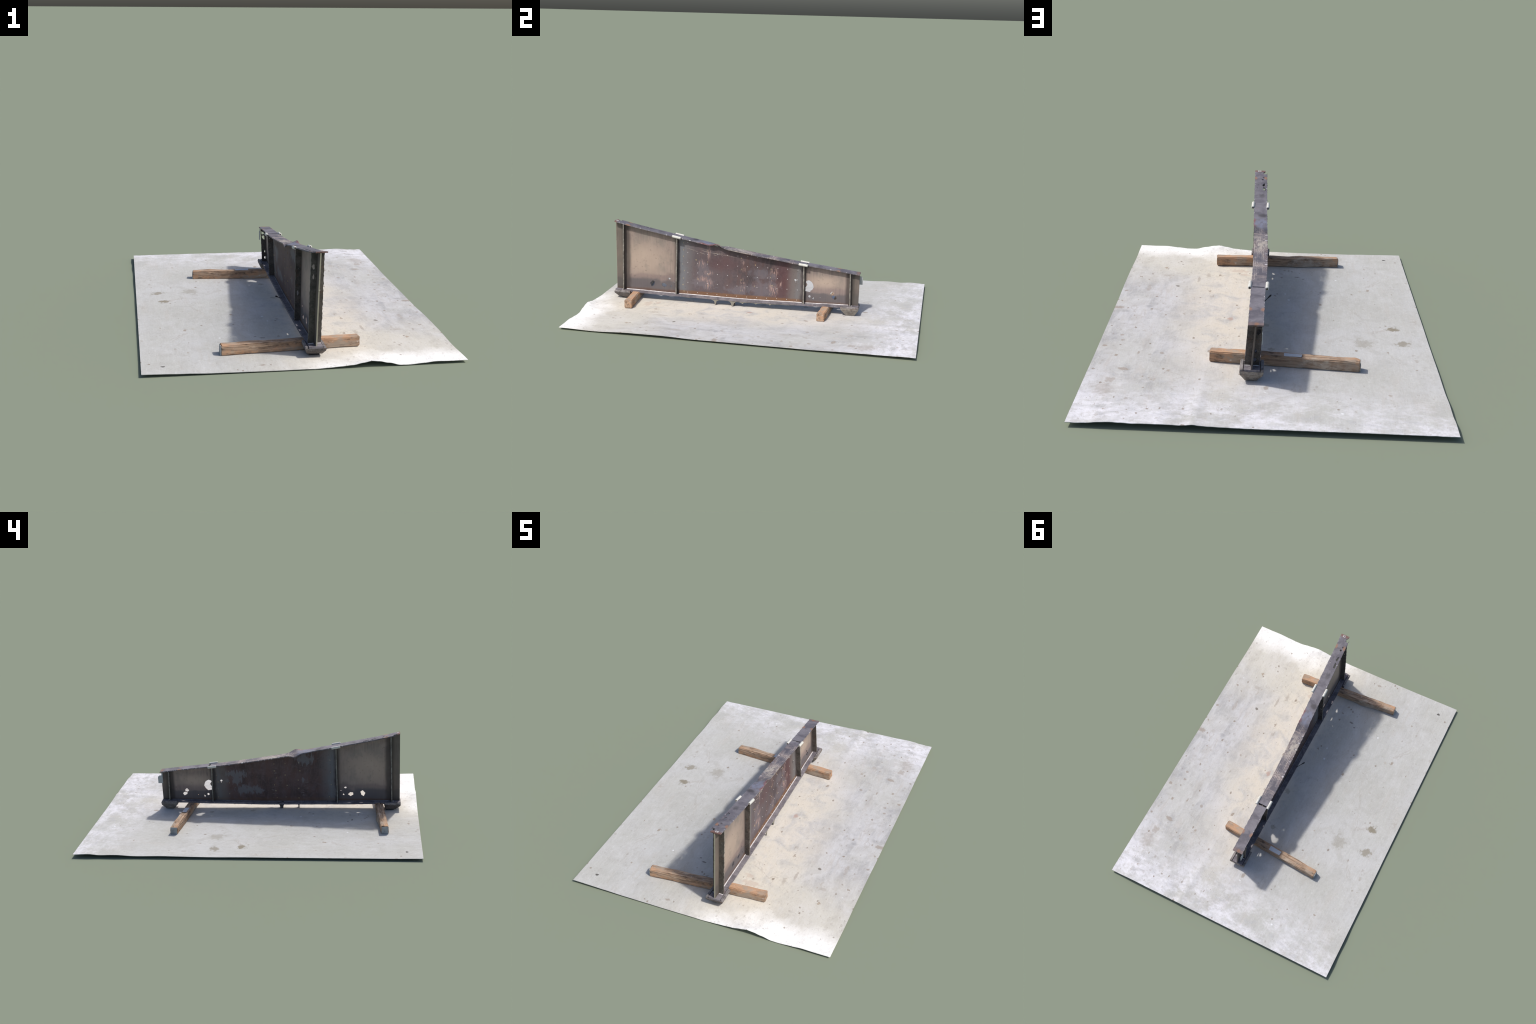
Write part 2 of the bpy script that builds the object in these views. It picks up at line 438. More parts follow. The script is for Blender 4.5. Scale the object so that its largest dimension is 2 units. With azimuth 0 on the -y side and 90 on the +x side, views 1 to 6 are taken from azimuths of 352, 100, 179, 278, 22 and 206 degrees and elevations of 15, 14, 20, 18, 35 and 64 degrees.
def mat_top_flange():
    m = Mat("gridded_flange_steel")
    x, y = m.x, m.y
    n = m.noise(14, 7, .66, dist=.6)
    f = m.noise(150, 5, .68)
    s = m.noise(45, 7, .68, co=m.vec((1, .5, 1)))
    mid_x = m.sub(x, m.sub(m.mul(y, -.0155), .004))
    col = m.mix(m.step(n, .35, .65), (.105, .098, .118), (.190, .180, .205))
    col = m.mix(m.mul(m.step(s, .53, .70), .5), col, (.24, .225, .245))
    midm = m.band(y, -.245, .245, .03)
    col = m.mix(m.mul(midm, m.mul(m.step(n, .42, .60), .6)), col, (.145, .095, .085))
    bt = m.t.nodes.new("ShaderNodeTexBrick")
    m.put(bt.inputs["Vector"], m.vec((1, 1, 1), rot=(0, 0, math.pi / 2)))
    bt.inputs["Scale"].default_value = 1
    bt.inputs["Brick Width"].default_value = .0125
    bt.inputs["Row Height"].default_value = .0085
    bt.inputs["Mortar Size"].default_value = .0013
    bt.inputs["Mortar Smooth"].default_value = .3
    g = m.mul(m.mul(bt.outputs["Fac"], midm), m.mul(m.step(s, .32, .54), m.band(mid_x, -.026, .026, .004)))
    col = m.mix(m.mul(g, m.mul(m.step(n, .36, .58), .80)), col, (.47, .42, .385))
    worn = m.mul(m.blob(mid_x, y, .0, -.10, .04, .06, .6, n, 1.8), m.step(s, .40, .54))
    col = m.mix(m.mul(worn, .7), col, (.48, .43, .37))
    cross = m.mul(m.step(m.noise(9, 6, .65, co=m.vec((.2, 2.2, .2), off=(0, 4, 0))), .55, .64), m.step(s, .40, .52))
    col = m.mix(m.mul(cross, m.mul(midm, .6)), col, (.36, .30, .28))
    spk = m.voro(190, m.vec((1, 1, .2)))
    col = m.mix(m.mul(m.mul(m.step(spk.outputs["Distance"], .32, .18), midm), m.mul(m.step(n, .46, .54), .7)), col, (.60, .57, .55))
    # bright nicks along both edges
    rim_ = m.mul(m.step(m.math('ABSOLUTE', mid_x), .026, .030), m.step(m.noise(70, 4, .6, co=m.vec((.2, 1, .2))), .58, .66))
    col = m.mix(m.mul(rim_, .75), col, (.62, .60, .62))
    # blue bruise and red lead at the buckle
    bru = m.band(m.add(y, m.mul(m.sub(n, .5), .05)), -.355, -.255, .02)
    col = m.mix(m.mul(bru, m.mul(m.step(s, .40, .58), .8)), col, (.185, .20, .27))
    col = m.mix(m.mul(m.blob(mid_x, y, .030, -.295, .009, .05, .7, s, 4.5), .60), col, (.24, .060, .045))
    col = m.mix(m.mul(m.blob(mid_x, y, -.012, -.385, .018, .014, .6, n, 1.6), .7), col, (.05, .046, .05))
    # orange weld rust near both ends and on the tip
    for cx, cy in ((.028, -.805), (-.024, -.800), (.026, .50), (-.026, .50), (.0, .62)):
        col = m.mix(m.mul(m.blob(mid_x, y, cx, cy, .008, .014, .5, s, 3.0), .65), col, (.33, .165, .085))
    col = m.mix(m.mul(m.step(m.add(y, m.mul(m.sub(s, .5), .03)), -.864, -.880), .65), col, (.21, .095, .065))
    col = m.mix(m.mul(m.blob(mid_x, y, -.006, -.60, .018, .022, .5, s, 2.4), .5), col, (.06, .058, .06))
    col = m.mix(m.mul(m.step(m.add(y, m.mul(m.sub(s, .5), .03)), .60, .62), .4), col, (.22, .12, .08))
    crumbs = m.voro(150, m.vec((1, 1, .2), off=(2, 0, 0)))
    near = m.mx(m.band(y, -.54, -.44, .02), m.band(y, .255, .29, .01))
    col = m.mix(m.mul(m.mul(m.step(crumbs.outputs["Distance"], .30, .15), near), m.mul(m.step(s, .53, .58), .8)), col, (.30, .19, .09))
    col = m.mix(m.mul(m.step(f, .58, .70), .4), col, (.045, .04, .042))
    return m.done(col, .6, .3, m.add(f, n), .3, .001)


def mat_wood():
    m = Mat("weathered_timber")
    x = m.x
    n = m.noise(7, 6, .62)
    g = m.noise(16, 8, .70, co=m.vec((.35, 5, 5)), dist=1.2)
    w = m.t.nodes.new("ShaderNodeTexWave")
    w.wave_type = 'RINGS'
    w.rings_direction = 'X'
    m.put(w.inputs["Vector"], m.vec((.22, 1, 1), off=(0, .03, .05)))
    w.inputs["Scale"].default_value = 48
    w.inputs["Distortion"].default_value = 7
    w.inputs["Detail"].default_value = 4
    col = m.mix(m.step(g, .34, .66), (.19, .132, .095), (.51, .365, .26))
    col = m.mix(m.mul(w.outputs["Fac"], .26), col, (.27, .17, .105))
    col = m.mix(m.mul(m.step(n, .46, .60), .75), col, (.38, .315, .255))                      # grey weathering
    ng = m.noise(8, 6, .66, co=m.vec((1, 1.5, 1.5), off=(3, 1, 6)))
    col = m.mix(m.mul(m.step(ng, .52, .62), .70), col, (.50, .29, .17))                       # fresh orange timber
    col = m.mix(m.mul(m.step(ng, .46, .34), .65), col, (.52, .44, .36))                        # bleached
    d = m.noise(20, 7, .72, co=m.vec((.8, 2.2, 2.2), off=(7, 3, 1)))
    col = m.mix(m.mul(m.step(d, .54, .66), .75), col, (.10, .072, .055))
    col = m.mix(m.mul(m.step(d, .40, .30), .45), col, (.58, .47, .38))
    k = m.voro(5.0, m.vec((1, 1, 1)))
    kd = m.add(k.outputs["Distance"], m.mul(m.sub(d, .5), .12))
    col = m.mix(m.mul(m.step(kd, .15, .05), .60), col, (.11, .06, .038))
    wh = m.noise(34, 6, .7, co=m.vec((.7, 1.4, 1.4), off=(1, 8, 2)))
    col = m.mix(m.mul(m.step(wh, .62, .68), .65), col, (.62, .58, .54))
    return m.done(col, .88, .12, m.add(g, d), .6, .002)


def plain(name, c, c2, scale=40, rough=.6, amt=.6, spec=.3):
    m = Mat(name)
    n = m.noise(scale, 5, .6)
    col = m.mix(m.mul(m.step(n, .42, .68), amt), c, c2)
    return m.done(col, rough, spec, n, .15, .001)


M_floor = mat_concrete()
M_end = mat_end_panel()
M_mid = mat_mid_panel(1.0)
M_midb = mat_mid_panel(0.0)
M_top = mat_top_flange()
M_wood = mat_wood()
M_flange = mat_steel("blue_mill_steel", (.215, .198, .215), (.112, .102, .118), (.34, .32, .335), .15)
M_stiff = mat_steel("stiffener_steel", (.115, .100, .090), (.052, .045, .041), (.22, .20, .18), .22, 22)
M_endst = mat_steel("end_stiffener_steel", (.110, .098, .086), (.058, .052, .046), (.19, .17, .15), .12, 20)
M_foot = mat_steel("foot_steel", (.155, .138, .132), (.065, .058, .056), (.33, .305, .285), .45, 30)
M_edge = mat_steel("ground_steel_edge", (.27, .255, .225), (.13, .12, .105), (.44, .42, .385), .12, 40)
M_dusty = mat_steel("dusty_foot_steel", (.30, .275, .24), (.15, .13, .115), (.42, .40, .365), .30, 30)
M_rail = mat_steel("highlight_tinted_rail_steel", (.26, .24, .24), (.10, .09, .09), (.55, .53, .52), .30, 34)  # lightened so the rails carry metallic highlights in their colour
M_fringe = plain("scale_fringe", (.24, .225, .19), (.15, .14, .12), 70, .8)
M_sleeve = plain("pale_sleeve", (.62, .62, .58), (.46, .45, .41), 60)
M_bore = plain("rusty_bore", (.26, .20, .145), (.36, .30, .23), 60)
M_weld = plain("bright_weld", (.62, .60, .60), (.34, .31, .31), 55, .4, .7, .5)
M_tag = plain("grey_tag", (.40, .43, .43), (.30, .32, .33), 50)
M_label = plain("paper_label", (.50, .54, .60), (.42, .45, .50), 50, .8)
M_cap = plain("blue_grey_end_face", (.33, .355, .36), (.22, .225, .22), 45, .8)
M_wire = plain("black_wire", (.03, .03, .032), (.06, .055, .05), 80)
M_white = plain("white_paint", (.72, .72, .72), (.55, .55, .55), 80, .8)
M_chalk = plain("yellow_chalk", (.55, .44, .24), (.42, .36, .26), 80, .9)
M_scratch = plain("scratched_metal", (.46, .40, .35), (.30, .25, .22), 70, .6)


# ------------------------------------------------------------------ concrete floor
FRONT = [(-.728, .012), (-.63, .011), (-.54, .009), (-.41, .005), (-.28, .0035), (-.15, .003), (.03, .003), (.10, .006), (.145, .009),
         (.20, .013), (.25, .022), (.285, .0285), (.32, .025), (.36, .017), (.42, .004), (.46, .003), (.52, .007), (.58, .012), (.66, .0105), (.728, .011)]
RIGHT = [(-1, .011), (-.8, .008), (-.55, .015), (-.4, .015), (-.2, .0095), (.2, .0098), (.4, .0105), (.65, .0138), (1, .0165)]
LEFT = [(-1, .012), (-.6, .011), (.2, .011), (.5, .014), (.63, .012), (.75, .018), (.84, .0155), (.91, .021), (1, .0185)]
BACK = [(-.73, .019), (0, .019), (.22, .021), (.255, .0255), (.297, .0205), (.388, .0235), (.5, .022), (.57, .024), (.68, .0165), (.73, .017)]
FX, FY = .728, 1.0


def floor_z(x, y):
    h = .0105
    wf = 1 - sstep(0, .12 - .065 * math.exp(-((x - .285) / .08) ** 2), y + FY)
    wb = sstep(.45, 1.0, y)
    wr = 1 - sstep(0, .15, FX - x)
    wl = 1 - sstep(0, .12, FX + x)
    h += (smooth_table(FRONT, x) - .0105) * wf
    h += (lerp_table(BACK, x) - .0105) * wb
    h += (smooth_table(RIGHT, y) - .0105 - (smooth_table(FRONT, x) - .0105) * wf - (lerp_table(BACK, x) - .0105) * wb) * wr * .95
    h += (smooth_table(LEFT, y) - .0105 - (smooth_table(FRONT, x) - .0105) * wf - (lerp_table(BACK, x) - .0105) * wb) * wl * .95
    h += .0012 * sstep(.05, -.3, x) * (1 - wl) * (1 - wf) * sstep(-.8, -.3, y) * (1 - .6 * wb)
    h -= .003 * math.exp(-((x - .36) / .2) ** 2 - ((y + .74) / .13) ** 2)
    h += .0012 * sstep(.2, -.1, x) * sstep(.6, .8, y) * (1 - sstep(.92, 1, y))
    h += .0011 * nz(x, y, 1.7, 5) + .0005 * nz(x, y, 4.1, 16)
    dent = sstep(.6, .85, y) * sstep(-.15, .35, x)
    h += dent * (.0016 * nz(x + .3 * y, y, .3, 14) + .0012 * nz(x, y, 9.3, 34))
    h += .0010 * sstep(.93, 1, y) * nz(x, y, 2.2, 40)
    return max(h, .0022)


nx, ny = 150, 200
T = .002
tv, tf = [], []
for j in range(ny + 1):
    for i in range(nx + 1):
        x, y = -FX + 2 * FX * i / nx, -FY + 2 * FY * j / ny
        z = floor_z(x, y)
        tv.append((x, y, z))
n = len(tv)
low = min(v[2] for v in tv)
tv = [(x, y, z - low + T) if j < 0 else (x, y, z) for j, (x, y, z) in enumerate(tv)]
tv += [(x, y, max(0.0, z - T)) for x, y, z in tv]
k = min(range(n), key=lambda i: tv[i][2])
tv[n + k] = (tv[n + k][0], tv[n + k][1], 0.0)
W = nx + 1
for j in range(ny):
    for i in range(nx):
        a = j * W + i
        tf.append((a, a + 1, a + 1 + W, a + W))
        tf.append((n + a, n + a + W, n + a + 1 + W, n + a + 1))
ring = [i for i in range(nx)] + [j * W + nx for j in range(ny)] + [ny * W + i for i in range(nx, 0, -1)] + [j * W for j in range(ny, 0, -1)]
for a, b in zip(ring, ring[1:] + ring[:1]):
    tf.append((b, a, n + a, n + b))
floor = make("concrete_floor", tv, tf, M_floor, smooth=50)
floor["label"] = "thin pale grey sheet of stained worn concrete floor"
floor["category"] = "concrete floor"

# ------------------------------------------------------------------ girder geometry rules
ZTOP = [(-.889, .5035), (-.80, .4835), (-.697, .4635), (-.491, .426), (-.366, .404), (-.198, .373), (0, .343), (.226, .313), (.311, .3035), (.486, .2845), (.63, .268)]
ZBOT = [(-.9, .054), (-.77, .0515), (-.53, .048), (-.07, .046), (.28, .052), (.5, .058), (.63, .061)]     # underside of bottom flange
FT, TT, WT = .0115, .006, .006          # bottom flange, top flange, web thickness


def ztop(y): return lerp_table(ZTOP, y)
def zbot(y): return smooth_table(ZBOT, y)


BOW = [(-.88, -.001), (-.70, -.0025), (-.55, -.003), (-.44, -.004), (-.32, -.006), (-.21, -.0085), (-.10, -.0095), (0, -.0105), (.09, -.0105), (.14, -.0098), (.24, -.0072), (.38, -.004), (.50, -.0015), (.63, 0)]


def warp(u, y, z, bulge=False):
    """Girder frame -> local space of the girder's empty: the web leans and twists."""
    k = max(-.1, min(1.2, (z - .06) / (ztop(y) - .06)))
    top = (.0555 - .0155 * y) - AX + smooth_table(BOW, y)
    if bulge and -.495 < y < .29:
        u -= .0065 * math.sin(math.pi * ((y + .495) / .785) ** 1.7) ** 1.3 * max(0, math.sin(math.pi * min(1, max(0, k)) ** 1.15)) ** .8
    if bulge:                      # the plate has buckled the other way beside the second stiffener
        u += .008 * math.exp(-((y + .335) / .055) ** 2 - ((z - .315) / .075) ** 2)
    return (top * k + u + .0006 * nz(y, z, 3.3, 6), y, z)


girder = bpy.data.objects.new("steel_girder", None)
bpy.context.collection.objects.link(girder)
girder.location = (AX - .0008, 0, 0)
girder["label"] = "tapered rusty steel plate girder with stiffeners and pale sleeves"
girder["category"] = "steel beam"


def web_panel(y0, y1, holes, mat, seed):
    top = [(y, ztop(y) - TT - .001) for y in [y1 + (y0 - y1) * i / 14 for i in range(15)]]
    bot = [(y, zbot(y) + FT - .0006) for y in [y0 + (y1 - y0) * i / 14 for i in range(15)]]
    lp = bot + top
    v, f = plate(dense(lp, .008), [dense(h, .004) for h in holes], WT, .02)
    return make("web_panel", [warp(w + .0009 * nz(a, b, seed, 9), a, b, True) for a, b, w in v], f, mat, girder, smooth=40)


big = [(.340, .196), (.322, .206), (.305, .200), (.303, .192), (.313, .178), (.309, .168), (.300, .158), (.302, .136), (.329, .132), (.343, .146), (.353, .164), (.348, .183)]
low_holes = [big, [(.479, .138), (.466, .147), (.453, .132), (.463, .1215), (.479, .126)],
             [(.495, .107), (.489, .1195), (.478, .1215), (.464, .117), (.468, .105), (.486, .096)],
             [(.357, .103), (.344, .091), (.355, .087)], ragged(.329, .1055, .0075, .008, 10, 3, .08), ragged(.394, .102, .003, .003, 6, 4)]
mid_holes = [ragged(.239, .2, .007, .007, 9, 5, .12), ragged(.24, .188, .0025, .003, 6, 6)]
tall_holes = [[(-.643, .123), (-.658, .132), (-.675, .114), (-.665, .092), (-.65, .1)], [(-.564, .105), (-.580, .119), (-.598, .117), (-.599, .102), (-.582, .092)],
              [(-.532, .1), (-.538, .111), (-.545, .098)], ragged(-.522, .129, .003, .003, 6, 8), ragged(-.550, .150, .008, .006, 9, 9, .12)]
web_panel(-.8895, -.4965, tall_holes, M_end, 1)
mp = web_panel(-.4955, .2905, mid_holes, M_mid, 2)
mp.data.materials.append(M_midb)              # the two faces of this plate wear differently
for p in mp.data.polygons:
    if p.normal.x < -.5:
        p.material_index = 1
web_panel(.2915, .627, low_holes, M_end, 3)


# top flange: ragged edges, buckle, slot at the splice, torn corner and burnt holes
def buckle(u, y):
    g = math.exp(-((y + .238) / .036) ** 2)
    right = .0135 * math.exp(-((y + .242) / .032) ** 2) * max(0, u / .03)
    left = -.0155 * math.exp(-((y + .236) / .026) ** 2) * max(0, -u / .03) ** 1.3
    return right + left + .002 * g


HW = .0322
rim = [(-HW, -.860), (-.0305, -.846), (-.0145, -.852), (-.010, -.866), (-.021, -.874), (-.0225, -.889), (HW, -.889), (HW, .30), (.0305, .32), (.0305, .629), (-.0305, .629), (-.0305, .32), (-HW, .30)]
fl_holes = [[(-.0255, .3030), (.0255, .3030), (.0255, .3135), (-.0255, .3135)],
            [(-.0195, -.745), (-.021, -.722), (-.0135, -.708), (-.006, -.720), (-.010, -.735)],
            [(-.011, -.701), (-.0225, -.693), (-.024, -.662), (-.012, -.664)],
            ragged(-.009, -.786, .007, .007, 9, 31), ragged(-.014, -.808, .004, .004, 8, 32), ragged(.020, -.69, .0025, .003, 6, 33)]
v, f = plate(dense(rim, .0045, .0030, 2), [dense(h, .004) for h in fl_holes], TT, .0095)
fv = []
for u, y, w in v:
    z = ztop(y) - TT / 2 + w + buckle(u, y) + .0007 * nz(u, y, 0, 30) * (1 - .5 * sstep(.25, .35, y))
    z += .0018 * sstep(.309, .312, y)
    fv.append((warp(u, y, ztop(y))[0], y, z))
make("top_flange", fv, f, M_top, girder, smooth=40)
# black strip below the splice slot, seen as its dark inside
bx = [(u, y, ztop(.31) - .0135 + w) for u in (-.027, .027) for y in (.298, .319) for w in (0, .0035)]
make("dark_slot_strip", [(warp(u, y, ztop(y))[0], y, z) for u, y, z in bx], [(0, 1, 3, 2), (4, 6, 7, 5), (0, 4, 5, 1), (2, 3, 7, 6), (0, 2, 6, 4), (1, 5, 7, 3)], M_wire, girder)

# bottom flange
rim = [(-.0345, -.893), (.0305, -.893), (.0305, .629), (-.0345, .629)]
v, f = plate(dense(rim, .008, .0012, 6), [], FT, .011)
make("bottom_flange", [warp(u, y, .06)[:2] + (zbot(y) + FT / 2 + w + .0008 * nz(u, y, 7, 25),) for u, y, w in v], f, M_flange, girder, smooth=40, )


# stiffeners: four stations, both faces of the web
def stiffener(y0, sgn, holes, mat, t=.0065, width=.0305, rough=.0013):
    zt, zb = ztop(y0) - TT - .0005, zbot(y0) + FT - .0008
    a0 = WT / 2 - .001
    lp = [(a0, zb), (width, zb), (width, zt), (a0, zt)]
    v, f = plate(dense(lp, .007, rough, y0 * 9 + sgn), [dense(h, .004) for h in holes], t, .011)
    vs = [warp(sgn * a, y0 + w - .007 * (1 - (b - zb) / (zt - zb)) * (1 if y0 < -.4 else -1) * .8 + .0012 * nz(a, b, y0, 18), b) for a, b, w in v]
    ob = make("stiffener", vs, f, mat, girder, smooth=40)
    ob.data.materials.append(M_edge)
    for p in ob.data.polygons:
        if abs(p.normal.x) > .6 and abs(p.center.x - warp(sgn * width, y0, p.center.z)[0]) < .006:
            p.material_index = 1
    return ob


tall_l = [[(.027, .424), (.0205, .433), (.014, .431), (.012, .409), (.019, .407)], [(.022, .376), (.016, .391), (.0125, .378), (.014, .362), (.020, .364)]]
low_l = [[(.027, .256), (.013, .249), (.011, .237), (.026, .2355)], [(.025, .229), (.0095, .230), (.007, .208), (.012, .203), (.024, .215)],
         [(.010, .144), (.0055, .132), (.010, .124), (.016, .132)], ragged(.0105, .094, .0065, .0085, 9, 14, .1)]
st2_l = [ragged(.017, .199, .0045, .013, 9, 15, .12), ragged(.016, .32, .0025, .003, 6, 16)]
st3_l = [ragged(.0215, .280, .003, .0025, 7, 17), ragged(.0195, .229, .0022, .0025, 6, 18)]
stiffener(-.834, 1, [ragged(.015, .311, .0032, .0035, 7, 19)], M_endst, rough=.003)
stiffener(-.834, -1, tall_l, M_endst, rough=.002)
stiffener(-.4945, 1, [], M_stiff)
stiffener(-.4945, -1, st2_l, M_stiff)
stiffener(.2915, 1, [], M_stiff)
stiffener(.2915, -1, st3_l, M_stiff)
stiffener(.573, 1, [], M_stiff)
stiffener(.573, -1, low_l, M_stiff)


# weld beads: web to bottom flange both sides, with ripples
def bead(path, r, name, mat, seg=6):
    vs, fs = [], []
    for i, (p, d) in enumerate(path):
        rr = r * (1 + .25 * nz(p[1], p[2], p[0], 110))
        side = Vector((1, 0, 0)) if abs(d[0]) < .9 else Vector((0, 1, 0))
        a = Vector(d).cross(side).normalized()
        b = Vector(d).cross(a).normalized()
        for s in range(seg):
            an = 2 * math.pi * s / seg
            vs.append(Vector(p) + a * rr * math.cos(an) + b * rr * math.sin(an))
    for i in range(len(path) - 1):
        for s in range(seg):
            fs.append((i * seg + s, i * seg + (s + 1) % seg, (i + 1) * seg + (s + 1) % seg, (i + 1) * seg + s))
    fs.append(tuple(range(seg)))
    fs.append(tuple(range((len(path) - 1) * seg, len(path) * seg)))
    return make(name, vs, fs, mat, girder, smooth=60)


for s in (1, -1):
    for a, b in ((-.826, -.503), (-.487, .284), (.299, .566)):
        nn = int((b - a) / .008)
        path = [(warp(s * .0055, a + (b - a) * i / nn, .066)[:2] + (zbot(a + (b - a) * i / nn) + FT + .0005,), (0, 1, 0)) for i in range(nn + 1)]
        bead(path, .0033, "weld_bead", M_weld if s > 0 else M_flange)
    for yy in (-.834, .573):
        e = .0085 if yy < 0 else -.0085
        zz = zbot(yy) + FT
        bead([((warp(s * u, yy, .066)[0], yy - e - .005 * (1 if yy < 0 else -1), zz), (1, 0, 0)) for u in (.006, .012, .018, .024, .029)], .0028, "weld_bead", M_weld)


# pale pipe sleeves on the flange edges
def sleeve(y0, s):
    R, r, L, seg = .0078, .0040, .056, 18
    vs, fs = [], []
    prof = [(-L / 2, r), (-L / 2 + .0008, R - .0012), (-L / 2 + .0022, R), (0, R * 1.02), (L / 2 - .0022, R), (L / 2 - .0008, R - .0012), (L / 2, r), (L / 2 - .012, r * .95), (-L / 2 + .012, r * .95)]
    m = len(prof)
    for (l, rr) in prof:
        for k in range(seg):
            an = 2 * math.pi * k / seg
            vs.append(Vector((rr * math.cos(an), l, rr * math.sin(an))))
    for i in range(m):
        if i == 7:
            continue
        for k in range(seg):
            fs.append((i * seg + k, i * seg + (k + 1) % seg, ((i + 1) % m) * seg + (k + 1) % seg, ((i + 1) % m) * seg + k))
    fs.append(tuple(range(7 * seg, 8 * seg)))
    fs.append(tuple(range(8 * seg, 9 * seg)))
    slope = math.atan2(ztop(y0 + .05) - ztop(y0 - .05), .1)
    M = Matrix.Translation((warp(s * .0372, y0, ztop(y0))[0], y0, ztop(y0) - .0015 + s * .001)) @ Matrix.Rotation(slope, 4, 'X') @ Matrix.Rotation(-.0155, 4, 'Z')
    ob = make("sleeve", [M @ p for p in vs], fs, M_sleeve, girder, smooth=35)
    ob.data.materials.append(M_bore)
    for p in ob.data.polygons:
        c = sum((ob.data.vertices[i].co for i in p.vertices), Vector()) / len(p.vertices)
        q = M.inverted() @ c
        if math.hypot(q.x, q.z) < r * 1.05:
            p.material_index = 1
    return ob


for y0 in (-.4945, .2885):
    for s in (1, -1):
        sleeve(y0, s)


# end feet: tray with two side rails over a tapered block
def frustum(lo, hi, zl, zh, rough, seed, cuts=7):
    """lo/hi: (x0, x1, y0, y1) rectangles at zl and zh; a lightly battered block."""
    bm = bmesh.new()
    bmesh.ops.create_cube(bm, size=1)
    bmesh.ops.subdivide_edges(bm, edges=bm.edges[:], cuts=cuts, use_grid_fill=True)
    for v in bm.verts:
        k = v.co.z + .5
        a = [lo[i] + (hi[i] - lo[i]) * k for i in range(4)]
        p = Vector((a[0] + (a[1] - a[0]) * (v.co.x + .5), a[2] + (a[3] - a[2]) * (v.co.y + .5), zl + (zh - zl) * k))
        p += rough * noise.noise_vector(p * 45 + Vector((seed, 0, 0)))
        v.co = p
    vs = [v.co.copy() for v in bm.verts]
    bm.verts.index_update()
    fs = [[v.index for v in f.verts] for f in bm.faces]
    bm.free()
    return vs, fs


def off(r): return tuple(c - AX if i < 2 else c for i, c in enumerate(r))


def foot(name, top, mid, low, bot, z0, z1, z2, z3, seed, body):
    e = bpy.data.objects.new(name, None)
    bpy.context.collection.objects.link(e)
    e.parent = girder

    def part(nm, *a):
        vs, fs = frustum(*a)
        o = make(nm, vs, fs, M_rail if nm == "side_rail" else (M_wire if nm == "foot_pad" and seed < 5 else body), None, smooth=28)
        o.parent = e
        return o
    part("foot_tray", off(mid), off(top), z2, z3, .0007, seed)
    part("foot_block", off(low), off(mid), z1, z2 - .0008, .0011, seed + 3)
    part("foot_pad", off(bot), off(bot), z0, z1 + .0015, .0012, seed + 4)
    for a, b in ((top[0], top[0] + .015), (top[1] - .015, top[1])):
        part("side_rail", off((a, b, top[2] + .003, top[3] - .003)), off((a + .002, b - .003, top[2] + .006, top[3] - .004)), z3 - .004, z3 + .008, .0010, seed + 5)
    return e


foot("tall_end_foot", (.007, .104, -.895, -.791), (.009, .101, -.893, -.793), (.021, .090, -.862, -.800), (.032, .080, -.852, -.806), .007, .0195, .0445, .0555, 1, M_foot)
foot("low_end_foot", (.0075, .1055, .524, .6325), (.010, .1035, .526, .631), (.034, .083, .554, .608), (.040, .078, .560, .604), .008, .0155, .0505, .0640, 9, M_dusty)

# grey tag hanging at the low end, thin plate parallel to the web
tagl = [(.613, .193), (.643, .193), (.644, .232), (.640, .240), (.633, .2445), (.6205, .2455), (.6195, .2630), (.613, .2630)]
v, f = plate(dense(tagl, .006, .0006, 4), [], .0022, .012)
make("tag_plate", [(.0180 - AX + w + .0006 * nz(a, b, 1, 60), a, b) for a, b, w in v], f, M_tag, girder, smooth=40)


# wire stub on the bottom flange
def tube(path, radii, name, mat, parent, seg=7):
    vs, fs = [], []
    for i, p in enumerate(path):
        d = (Vector(path[min(i + 1, len(path) - 1)]) - Vector(path[max(i - 1, 0)])).normalized()
        a = d.cross(Vector((0, 0, 1))).normalized()
        b = d.cross(a)
        for s in range(seg):
            an = 2 * math.pi * s / seg
            vs.append(Vector(p) + radii[i] * (a * math.cos(an) + b * math.sin(an)))
    for i in range(len(path) - 1):
        for s in range(seg):
            fs.append((i * seg + s, i * seg + (s + 1) % seg, (i + 1) * seg + (s + 1) % seg, (i + 1) * seg + s))
    fs += [tuple(range(seg)), tuple(range((len(path) - 1) * seg, len(path) * seg))]
    return make(name, vs, fs, mat, parent, smooth=60)


tube([(-.030, -.118, .056), (-.040, -.130, .060), (-.052, -.143, .069), (-.060, -.152, .075), (-.066, -.158, .079), (-.070, -.163, .081)],
     [.002, .0018, .0016, .0035, .0045, .0015], "wire_stub", M_wire, girder)

# scraps hanging under the bottom flange: flared at the top, some reach the floor
hv, hf = [], []
for (y0, u0, wid, bottom) in ((-.142, .0, .011, .009), (-.252, .006, .0035, .010), (.052, -.004, .004, .034), (-.096, .002, .004, .030), (-.19, .02, .003, .037),
                              (-.05, .022, .003, .034), (.11, .020, .003, .040), (.20, .022, .003, .043), (-.33, .02, .003, .040)):
    seg, lev = 10, 7
    b0 = len(hv)
    top = zbot(y0) + .002
    for i in range(lev):
        k = i / (lev - 1)
        z = top + (bottom - top) * k
        flare = 1 + 3.2 * (1 - k) ** 4
        for s in range(seg):
            an = 2 * math.pi * s / seg
            hv.append((u0 + min(.010, wid * .7) * math.cos(an) * (1 if bottom < .02 else 1 - .7 * k),
                       y0 + wid * flare * math.sin(an) * (1 if bottom < .02 else 1 - .75 * k), z))
    for i in range(lev - 1):
        for s in range(seg):
            hf.append((b0 + i * seg + s, b0 + i * seg + (s + 1) % seg, b0 + (i + 1) * seg + (s + 1) % seg, b0 + (i + 1) * seg + s))
    hf += [tuple(b0 + s for s in range(seg)), tuple(b0 + (lev - 1) * seg + s for s in range(seg))]
